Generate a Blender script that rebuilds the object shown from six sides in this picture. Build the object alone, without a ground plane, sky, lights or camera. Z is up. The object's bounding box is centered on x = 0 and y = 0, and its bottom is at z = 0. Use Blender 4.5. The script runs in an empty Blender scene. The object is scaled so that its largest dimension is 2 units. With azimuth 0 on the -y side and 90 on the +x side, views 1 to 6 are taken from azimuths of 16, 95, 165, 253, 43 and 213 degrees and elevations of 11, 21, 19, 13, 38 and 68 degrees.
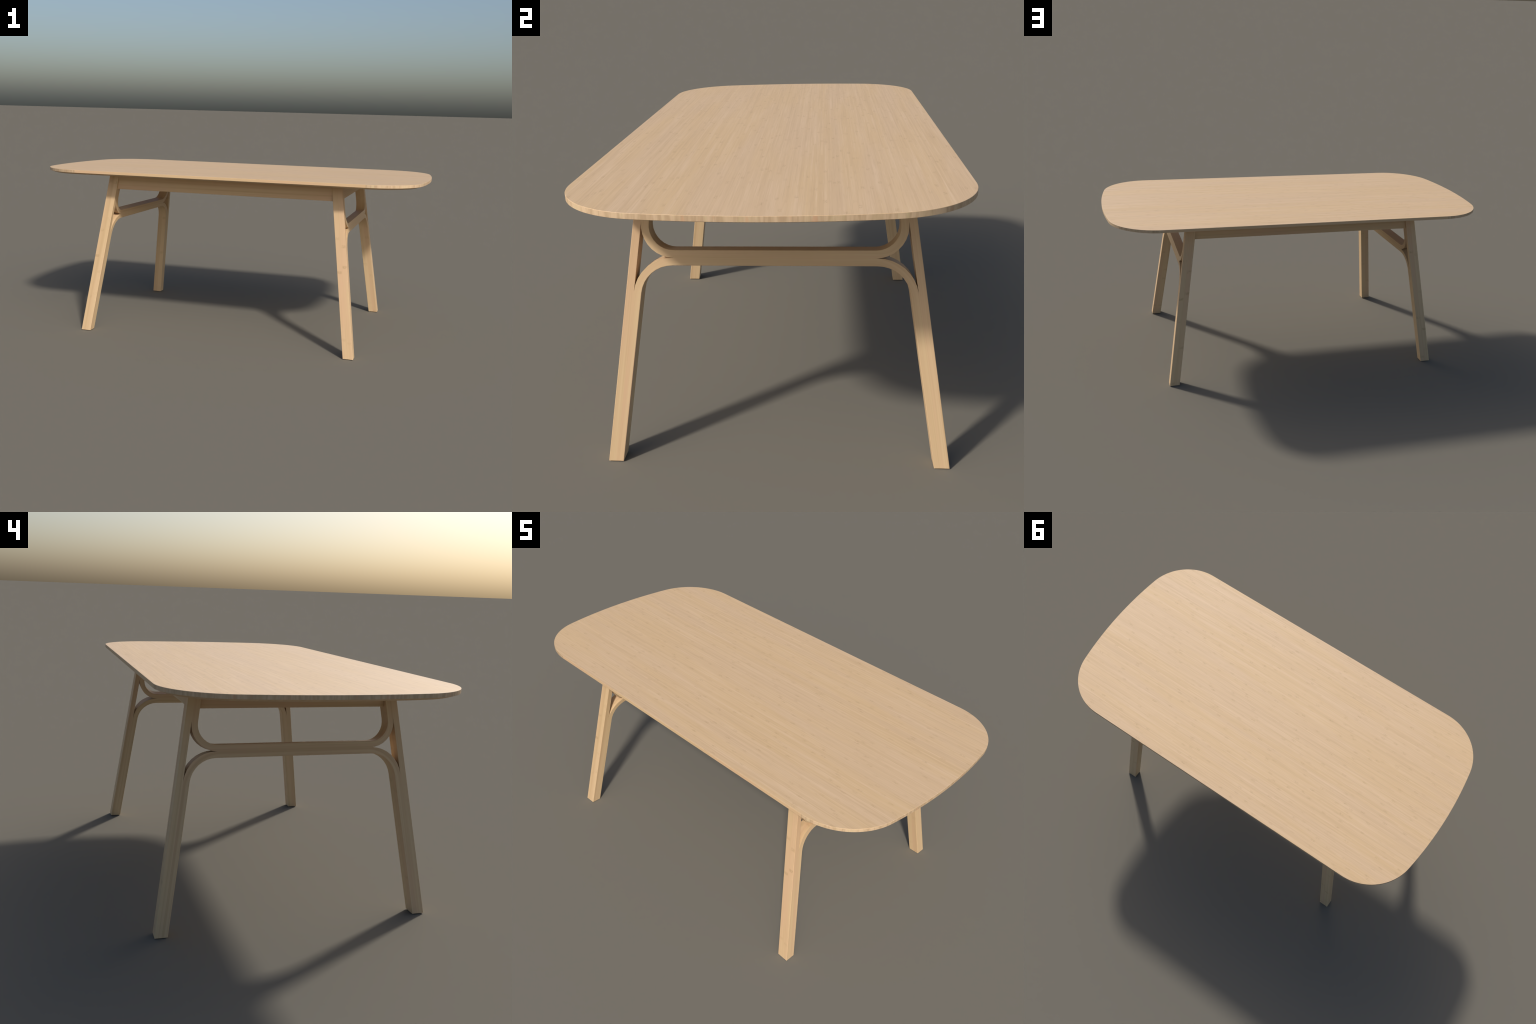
"""Bamboo dining table: rounded-rectangle top on two splayed end frames.
Each end frame is laminated: two straight outer legs, an upside-down U brace
that runs up the inside of both legs and bends into the lower half of the
stretcher, and a U brace that hangs from the top and makes its upper half."""
import bpy, bmesh, math
from mathutils import Vector

# ------------------------------------------------------------------ sizes (m)
HALF_LENGTH, HALF_WIDTH = 1.0, 0.5000     # table top
CORNER_R, END_R = 0.245, 1.93             # corner fillet, bow of the short ends
TOP_Z, EDGE_Z, UNDER_Z = 0.8365, 0.8223, 0.8139
UNDERCUT = 0.025

SPLAY_X, SPLAY_Y = 0.1378, 0.1566         # inward lean per metre of height
FOOT_X, FOOT_Y = 0.7182, 0.4891           # outer corner of a foot at z = 0
DEPTH = 0.0500                            # frame depth along x, measured level
TILT_X = math.atan(SPLAY_X)               # the whole frame is one tilted slab
SLAB = DEPTH * math.cos(TILT_X)           # its depth square to its face
LEG_T, BRACE_T = 0.0222, 0.0217           # laminate thickness along y
APRON_LOW = 0.7368
APRON_Y, APRON_X, APRON_T = 0.3600, 0.5970, 0.020

STRIP = 0.030                             # bamboo strip width in the frames; two show on a leg
LEG_IN = FOOT_Y - LEG_T                   # y of leg inner face at z = 0
BRACE_IN = LEG_IN - BRACE_T               # y of brace inner face at z = 0
LEAN = math.hypot(1.0, SPLAY_Y)
BAR = BRACE_T / LEAN                      # true thickness of a bent bar
RAIL_LOW = 0.5801                         # stretcher: two bars, face to face
RAIL_TOP = RAIL_LOW + 2.0 * BAR

UP_R = 0.0645                             # inner bend radius, upper brace
UP_ZC = RAIL_TOP + UP_R
UP_YC = BRACE_IN - SPLAY_Y * UP_ZC - LEAN * UP_R
LO_R = 0.0908                             # inner bend radius, lower brace
LO_ZC = RAIL_LOW - LO_R
LO_YC = BRACE_IN - SPLAY_Y * LO_ZC - LEAN * LO_R


# ---------------------------------------------------------------- node helper
class Nodes:
    def __init__(self, name):
        self.mat = bpy.data.materials.new(name)
        self.mat.use_nodes = True
        self.t = self.mat.node_tree
        self.t.nodes.clear()

    def new(self, kind, **props):
        n = self.t.nodes.new(kind)
        for k, v in props.items():
            setattr(n, k, v)
        return n

    def put(self, sock, v):
        if isinstance(v, bpy.types.NodeSocket):
            self.t.links.new(v, sock)
        else:
            sock.default_value = v

    def math(self, op, a, b=None, c=None, clamp=False):
        n = self.new("ShaderNodeMath", operation=op, use_clamp=clamp)
        for i, v in enumerate((a, b, c)):
            if v is not None:
                self.put(n.inputs[i], v)
        return n.outputs[0]

    def vec(self, x, y, z):
        n = self.new("ShaderNodeCombineXYZ")
        for i, v in enumerate((x, y, z)):
            self.put(n.inputs[i], v)
        return n.outputs[0]

    def xyz(self):
        tc = self.new("ShaderNodeTexCoord")
        s = self.new("ShaderNodeSeparateXYZ")
        self.t.links.new(tc.outputs["Object"], s.inputs[0])
        return s.outputs[0], s.outputs[1], s.outputs[2]

    def noise(self, v, detail=2.0, rough=0.5):
        n = self.new("ShaderNodeTexNoise")
        self.put(n.inputs["Vector"], v)
        n.inputs["Scale"].default_value = 1.0
        n.inputs["Detail"].default_value = detail
        n.inputs["Roughness"].default_value = rough
        return n.outputs["Fac"]

    def white(self, v):
        n = self.new("ShaderNodeTexWhiteNoise", noise_dimensions="3D")
        self.put(n.inputs["Vector"], v)
        return n.outputs["Value"]

    def remap(self, v, a, b, c=0.0, d=1.0):
        n = self.new("ShaderNodeMapRange", interpolation_type="SMOOTHSTEP")
        for i, q in enumerate((v, a, b, c, d)):
            self.put(n.inputs[i], q)
        return n.outputs[0]

    def mix(self, f, a, b, mode="MIX"):
        n = self.new("ShaderNodeMix", data_type="RGBA", blend_type=mode)
        self.put(n.inputs[0], f)
        self.put(n.inputs[6], a)
        self.put(n.inputs[7], b)
        return n.outputs[2]

    def finish(self, colour, rough, bump=None, bump_strength=0.1):
        bsdf = self.new("ShaderNodeBsdfPrincipled")
        out = self.new("ShaderNodeOutputMaterial")
        self.put(bsdf.inputs["Base Color"], colour)
        self.put(bsdf.inputs["Roughness"], rough)
        bsdf.inputs["Specular IOR Level"].default_value = 0.5
        if bump is not None:
            b = self.new("ShaderNodeBump")
            b.inputs["Strength"].default_value = bump_strength
            b.inputs["Distance"].default_value = 0.0006
            self.put(b.inputs["Height"], bump)
            self.t.links.new(b.outputs[0], bsdf.inputs["Normal"])
        self.t.links.new(bsdf.outputs[0], out.inputs[0])
        return self.mat


def srgb(r, g, b):
    f = lambda c: c / 12.92 if c <= 0.04045 else ((c + 0.055) / 1.055) ** 2.4
    return (f(r / 255), f(g / 255), f(b / 255), 1.0)


def tinted(gain):
    return lambda r, g, b: tuple(c * k for c, k in zip(srgb(r, g, b), gain)) + (1.0,)


top_tone = tinted((0.953, 0.908, 0.830))
leg_tone = tinted((0.90, 0.90, 0.90))
# bamboo tones
TOP_BASE = top_tone(211, 184, 153)
TOP_WARM = top_tone(213, 184, 144)
TOP_PALE = top_tone(222, 196, 167)
TOP_DARK = top_tone(193, 165, 133)
TOP_NODE = top_tone(168, 138, 104)
LEG_BASE = leg_tone(216, 184, 142)
LEG_PINK = leg_tone(217, 180, 142)
LEG_PALE = leg_tone(224, 196, 152)
LEG_DARK = leg_tone(200, 167, 124)
LEG_NODE = leg_tone(170, 138, 98)


def node_marks(N, across, along, strip, pitch, length, seed):
    """Bamboo nodes: one short smudge per cell of a strip, offset strip by strip."""
    row = N.math("FLOOR", N.math("DIVIDE", across, strip))
    shift = N.white(N.vec(row, seed, 0.3))
    u = N.math("ADD", N.math("DIVIDE", along, pitch), N.math("MULTIPLY", shift, 7.0))
    cell = N.math("FLOOR", u)
    fu = N.math("SUBTRACT", u, cell)
    centre = N.remap(N.white(N.vec(row, cell, seed)), 0.0, 1.0, 0.15, 0.85)
    d = N.math("MULTIPLY", N.math("ABSOLUTE", N.math("SUBTRACT", fu, centre)), pitch)
    mark = N.remap(d, length, length * 0.25)
    fv = N.math("FRACT", N.math("DIVIDE", across, strip))
    inside = N.remap(N.math("ABSOLUTE", N.math("SUBTRACT", fv, 0.5)), 0.5, 0.3)
    keep = N.remap(N.white(N.vec(cell, row, seed + 3.0)), 0.0, 1.0, 0.3, 1.0)
    return N.math("MULTIPLY", N.math("MULTIPLY", mark, inside), keep)


def top_material():
    N = Nodes("bamboo_top")
    x, y, z = N.xyz()
    wob = N.math("MULTIPLY", N.math("SUBTRACT", N.noise(N.vec(N.math("MULTIPLY", x, 2.0), N.math("MULTIPLY", y, 6.0), 4.0)), 0.5), 0.002)
    yw = N.math("ADD", y, wob)
    m = lambda v, k: N.math("MULTIPLY", v, k)
    broad = N.noise(N.vec(m(x, 1.1), m(yw, 11.0), 1.7), 2.0)
    mid = N.noise(N.vec(m(x, 2.6), m(yw, 55.0), 8.1), 2.0)
    strips = N.noise(N.vec(m(x, 4.5), m(yw, 260.0), 3.3), 2.0, 0.6)
    hair = N.noise(N.vec(m(x, 16.0), m(yw, 620.0), 5.9), 2.0, 0.6)
    row = N.math("FLOOR", N.math("DIVIDE", yw, 0.0052))
    piece = N.math("FLOOR", N.math("ADD", N.math("MULTIPLY", x, 0.9), N.math("MULTIPLY", N.white(N.vec(row, 2.0, 1.0)), 5.0)))
    tone = N.white(N.vec(row, piece, 5.0))
    c = N.mix(N.remap(broad, 0.35, 0.65, 0.1, 0.75), TOP_BASE, TOP_WARM)
    c = N.mix(N.remap(mid, 0.52, 0.75, 0.0, 0.50), c, TOP_PALE)
    c = N.mix(N.remap(mid, 0.48, 0.25, 0.0, 0.25), c, TOP_DARK)
    c = N.mix(N.remap(tone, 0.55, 1.0, 0.0, 0.22), c, TOP_PALE)
    c = N.mix(N.remap(tone, 0.45, 0.0, 0.0, 0.22), c, TOP_DARK)
    c = N.mix(N.remap(strips, 0.55, 0.72, 0.0, 0.45), c, TOP_PALE)
    c = N.mix(N.remap(strips, 0.45, 0.28, 0.0, 0.36), c, TOP_DARK)
    c = N.mix(N.remap(hair, 0.5, 0.7, 0.0, 0.25), c, TOP_DARK)
    marks = node_marks(N, yw, x, 0.0110, 0.30, 0.017, 2.0)
    ragged = N.remap(N.noise(N.vec(m(x, 110.0), m(yw, 330.0), 2.0), 1.0), 0.35, 0.62)
    c = N.mix(N.math("MULTIPLY", N.math("MULTIPLY", marks, ragged), 0.34), c, TOP_NODE)
    return N.finish(c, 0.56, hair, 0.04)


def end_grain_material():
    """Curved rim: strips seen end-on, upright bars of uneven width."""
    N = Nodes("bamboo_end_grain")
    x, y, z = N.xyz()
    m = lambda v, k: N.math("MULTIPLY", v, k)
    bars = N.noise(N.vec(m(x, 78.0), m(y, 78.0), m(z, 10.0)), 2.0, 0.6)
    wide = N.noise(N.vec(m(x, 26.0), m(y, 26.0), m(z, 4.0)), 2.0, 0.5)
    hue = N.noise(N.vec(m(x, 55.0), m(y, 55.0), N.math("ADD", m(z, 18.0), 9.0)), 1.0)
    c = N.mix(N.remap(bars, 0.35, 0.65), srgb(182, 154, 121), srgb(205, 177, 143))
    c = N.mix(N.remap(wide, 0.50, 0.72, 0.0, 0.5), c, srgb(193, 168, 130))
    c = N.mix(N.remap(hue, 0.58, 0.76, 0.0, 0.55), c, srgb(200, 154, 118))
    c = N.mix(N.remap(hue, 0.42, 0.24, 0.0, 0.40), c, srgb(204, 187, 143))
    return N.finish(c, 0.70)


def side_grain(N, layer, strip, along, seed, node_gain=0.55, layer_gain=1.0, flat=1.0):
    """Long-grain bamboo: thin layers one way, wide strips with nodes the other."""
    m = lambda v, k: N.math("MULTIPLY", v, k)
    fine = N.noise(N.vec(m(layer, 330.0), m(strip, 150.0), m(along, 3.0)), 2.0, 0.6)
    lam = N.noise(N.vec(m(layer, 120.0), m(strip, 35.0), N.math("ADD", m(along, 0.8), seed)), 2.0)
    broad = N.noise(N.vec(m(layer, 22.0), m(strip, 25.0), N.math("ADD", m(along, 2.2), seed + 4.0)), 2.0)
    row = N.math("FLOOR", N.math("DIVIDE", strip, STRIP))
    tone = N.white(N.vec(row, seed, 1.0))
    c = N.mix(N.remap(broad, 0.35, 0.65), LEG_BASE, LEG_PINK)
    c = N.mix(N.remap(tone, 0.4, 1.0, 0.0, 0.45), c, LEG_PALE)
    c = N.mix(N.remap(lam, 0.52, 0.72, 0.0, 0.6 * layer_gain), c, LEG_PALE)
    c = N.mix(N.remap(lam, 0.48, 0.28, 0.0, 0.6 * layer_gain), c, LEG_DARK)
    c = N.mix(N.remap(fine, 0.50, 0.72, 0.0, 0.35), c, LEG_DARK)
    edge = N.math("ABSOLUTE", N.math("SUBTRACT", N.math("FRACT", N.math("DIVIDE", strip, STRIP)), 0.5))
    c = N.mix(N.remap(edge, 0.46, 0.5, 0.0, 0.30 if node_gain > 0.3 else 0.0), c, LEG_DARK)
    marks = node_marks(N, strip, along, STRIP, 0.22, 0.010, seed)
    rough_mark = N.remap(N.noise(N.vec(m(layer, 60.0), m(strip, 120.0), m(along, 90.0))), 0.3, 0.6)
    marks = N.math("MULTIPLY", marks, flat)
    c = N.mix(m(N.math("MULTIPLY", marks, rough_mark), node_gain), c, LEG_NODE)
    return N.finish(c, 0.54, fine, 0.05)


def leg_coords(N):
    x, y, z = N.xyz()
    yy = N.math("ADD", N.math("ABSOLUTE", y), N.math("MULTIPLY", z, SPLAY_Y))
    xx = N.math("ADD", N.math("ABSOLUTE", x), N.math("MULTIPLY", z, SPLAY_X))
    # strips count from the frame's inner face; a sign term keeps the legs different
    sx = N.math("MULTIPLY", N.math("SIGN", x), 0.9)
    sy = N.math("MULTIPLY", N.math("SIGN", y), 1.8)
    strip = N.math("ADD", N.math("SUBTRACT", xx, FOOT_X - DEPTH - 0.005), N.math("ADD", sx, sy))
    # nodes show on the flat of a strip, not on the frame's laminated faces
    flat = N.remap(N.math("ABSOLUTE", N.math("SUBTRACT", xx, FOOT_X - DEPTH / 2)), 0.0248, 0.0232)
    return x, y, z, yy, strip, flat


def leg_material():
    N = Nodes("bamboo_leg")
    x, y, z, yy, strip, flat = leg_coords(N)
    return side_grain(N, yy, strip, z, 11.0, 0.48, flat=flat)


def bend_material(name, lower, seed):
    """Layers follow the bend: distance from the bend centre in the y-z plane."""
    N = Nodes(name)
    x, y, z, yy, strip, flat = leg_coords(N)
    yc, zc = (LO_YC, LO_ZC) if lower else (UP_YC, UP_ZC)
    a = N.math("MAXIMUM", N.math("SUBTRACT", yy, yc + SPLAY_Y * zc), 0.0)
    d = N.math("SUBTRACT", z, zc) if lower else N.math("SUBTRACT", zc, z)
    d = N.math("MAXIMUM", d, 0.0)
    layer = N.math("SQRT", N.math("ADD", N.math("MULTIPLY", a, a), N.math("MULTIPLY", d, d)))
    xx = N.math("ADD", N.math("ABSOLUTE", x), N.math("MULTIPLY", z, SPLAY_X))
    st = N.math("ADD", N.math("SUBTRACT", xx, FOOT_X - DEPTH - 0.005), N.math("MULTIPLY", N.math("SIGN", x), 0.9))
    along = N.math("ADD", y, z)
    return side_grain(N, layer, st, along, seed, 0.25, flat=flat)


def apron_material(name, lengthwise):
    N = Nodes(name)
    x, y, z = N.xyz()
    if lengthwise:
        return side_grain(N, z, y, x, 21.0, 0.0)
    return side_grain(N, z, x, y, 23.0, 0.0)


MAT_TOP, MAT_END, MAT_LEG = top_material(), end_grain_material(), leg_material()
MAT_LOWER = bend_material("bamboo_lower_bend", True, 31.0)
MAT_UPPER = bend_material("bamboo_upper_bend", False, 37.0)
MAT_APRON_LONG = apron_material("bamboo_long_apron", True)
MAT_APRON_SHORT = apron_material("bamboo_short_apron", False)

# --------------------------------------------------------------------- objects
table = bpy.data.objects.new("dining_table", None)
table["label"] = "pale bamboo dining table with rounded top and bentwood end frames"
table["category"] = "dining table"
bpy.context.collection.objects.link(table)


def add(name, bm, mats, angle=40.0):
    bmesh.ops.recalc_face_normals(bm, faces=bm.faces)
    me = bpy.data.meshes.new(name)
    bm.to_mesh(me)
    bm.free()
    for m in mats:
        me.materials.append(m)
    for p in me.polygons:
        p.use_smooth = len(p.vertices) == 4
    me.set_sharp_from_angle(angle=math.radians(angle))
    ob = bpy.data.objects.new(name, me)
    bpy.context.collection.objects.link(ob)
    ob.parent = table
    return ob


def loft(bm, rings, closed=True, caps=True):
    vs = [[bm.verts.new(p) for p in r] for r in rings]
    n = len(rings[0])
    faces = []
    for a, b in zip(vs, vs[1:]):
        for i in range(n if closed else n - 1):
            j = (i + 1) % n
            faces.append(bm.faces.new((a[i], a[j], b[j], b[i])))
    ends = []
    if caps:
        ends = [bm.faces.new(vs[0][::-1]), bm.faces.new(vs[-1])]
    return faces, ends


# table top ---------------------------------------------------------------
def top_outline(d, z):
    """Outline inset by d: bowed ends, straight sides, circular corners."""
    ex, cy = HALF_LENGTH - END_R, HALF_WIDTH - CORNER_R
    cx = ex + math.sqrt((END_R - CORNER_R) ** 2 - cy ** 2)
    a0 = math.atan2(cy, cx - ex)
    quarter = []
    for i in range(13):
        a = a0 * i / 12
        quarter.append((ex + (END_R - d) * math.cos(a), (END_R - d) * math.sin(a)))
    for i in range(1, 25):
        a = a0 + (math.pi / 2 - a0) * i / 24
        quarter.append((cx + (CORNER_R - d) * math.cos(a), cy + (CORNER_R - d) * math.sin(a)))
    half = quarter + [(-x, y) for x, y in reversed(quarter)]
    full = half + [(-x, -y) for x, y in half[1:-1]]
    return [Vector((x, y, z)) for x, y in full]


bm = bmesh.new()
profile = [(0.0009, TOP_Z), (0.0003, TOP_Z - 0.0003), (0.0, TOP_Z - 0.0009),
           (0.0, EDGE_Z + 0.0005), (0.0005, EDGE_Z),
           (0.010, EDGE_Z - 0.0036), (0.018, EDGE_Z - 0.0062), (UNDERCUT, UNDER_Z)]
sides, ends = loft(bm, [top_outline(d, z) for d, z in profile])
straight = (HALF_LENGTH - END_R) + math.sqrt((END_R - CORNER_R) ** 2 - (HALF_WIDTH - CORNER_R) ** 2)
for f in sides:
    c = f.calc_center_median()
    f.normal_update()
    if abs(f.normal.z) < 0.3:                       # the upright rim
        f.material_index = 2 if abs(c.x) < straight else 1
MAT_RIM = apron_material("bamboo_rim", True)
add("tabletop", bm, [MAT_TOP, MAT_END, MAT_RIM], 18.0)


# frame members -----------------------------------------------------------
def in_slab(y, z, u, sx, level):
    """Point at depth u behind (y, z) of the frame's tilted outer face.
    level: keep the cut horizontal (feet, tops) by sliding along the leg."""
    c, s = math.cos(TILT_X), math.sin(TILT_X)
    if level:
        y -= math.copysign(SPLAY_Y * u * s, y)
        z += u * s
    return Vector((sx * (FOOT_X - SPLAY_X * z - c * u), y, z - s * u))


def ribbon(path_a, path_b, sx, ease_a, ease_b, bevel=0.0013):
    """Sweep of a flat bar: path_a / path_b are its two edges in the y-z plane.
    The arrises along an edge are rounded where ease is set."""
    bm = bmesh.new()
    rings = []
    last = len(path_a) - 1
    D = SLAB
    for i, ((ya, za), (yb, zb)) in enumerate(zip(path_a, path_b)):
        L = math.hypot(yb - ya, zb - za)

        def at(w, u):
            k = w / L
            return in_slab(ya + (yb - ya) * k, za + (zb - za) * k, u, sx, i in (0, last))
        b, h = bevel, bevel * 0.3
        ring = []
        if ease_a:
            ring += [at(b, 0), at(h, h), at(0, b), at(0, D - b), at(h, D - h), at(b, D)]
        else:
            ring += [at(0, 0), at(0, D)]
        if ease_b:
            ring += [at(L - b, D), at(L - h, D - h), at(L, D - b), at(L, b), at(L - h, h), at(L - b, 0)]
        else:
            ring += [at(L, D), at(L, 0)]
        rings.append(ring)
    loft(bm, rings)
    return bm


def bend(yc, zc, r, a0, a1, n):
    return [(yc + r * math.cos(a0 + (a1 - a0) * i / n), zc + r * math.sin(a0 + (a1 - a0) * i / n)) for i in range(n + 1)]


TILT = math.atan(SPLAY_Y)


def upper_half(offset):
    """Right half (y > 0) of the hanging U, from table top to mid-span."""
    r = UP_R + offset
    line = lambda z: BRACE_IN - SPLAY_Y * z + offset * LEAN
    pts = [(line(UNDER_Z), UNDER_Z)]
    pts += bend(UP_YC, UP_ZC, r, TILT, -math.pi / 2, 9)
    return pts


def lower_half(offset):
    r = LO_R + offset
    line = lambda z: BRACE_IN - SPLAY_Y * z + offset * LEAN
    pts = [(line(z), z) for z in (0.0, 0.25)]
    pts += bend(LO_YC, LO_ZC, r, TILT, math.pi / 2, 8)
    return pts


def whole(half):
    return half + [(-y, z) for y, z in reversed(half)]


for sx in (1, -1):
    for sy in (1, -1):
        zs = (0.0, 0.2, 0.4, 0.6, UNDER_Z)
        outer = [(sy * (FOOT_Y - SPLAY_Y * z), z) for z in zs]
        inner = [(sy * (LEG_IN - SPLAY_Y * z), z) for z in zs]
        add("leg", ribbon(outer, inner, sx, True, False), [MAT_LEG], 18.0)
    add("lower_brace", ribbon(whole(lower_half(0.0)), whole(lower_half(BAR)), sx, True, False), [MAT_LOWER], 18.0)
    add("upper_brace", ribbon(whole(upper_half(0.0)), whole(upper_half(BAR)), sx, True, False), [MAT_UPPER], 18.0)


# aprons ------------------------------------------------------------------
def apron(name, lo, hi, mat):
    bm = bmesh.new()
    bmesh.ops.create_cube(bm, size=1.0)
    for v in bm.verts:
        v.co = Vector([lo[i] + (hi[i] - lo[i]) * (v.co[i] + 0.5) for i in range(3)])
    low = [e for e in bm.edges if all(v.co.z < APRON_LOW + 1e-5 for v in e.verts)]
    bmesh.ops.bevel(bm, geom=low, offset=0.0012, segments=2, affect="EDGES")
    add(name, bm, [mat], 18.0)


for s in (1, -1):
    x_end = FOOT_X - DEPTH - SPLAY_X * APRON_LOW + 0.006          # let into the legs
    y0, y1 = sorted((s * APRON_Y, s * (APRON_Y - APRON_T)))
    apron("long_apron", (-x_end, y0, APRON_LOW), (x_end, y1, UNDER_Z + 0.0), MAT_APRON_LONG)
    y_end = BRACE_IN - SPLAY_Y * APRON_LOW + 0.004
    x0, x1 = sorted((s * APRON_X, s * (APRON_X - APRON_T)))
    apron("short_apron", (x0, -y_end, APRON_LOW), (x1, y_end, UNDER_Z + 0.0), MAT_APRON_SHORT)
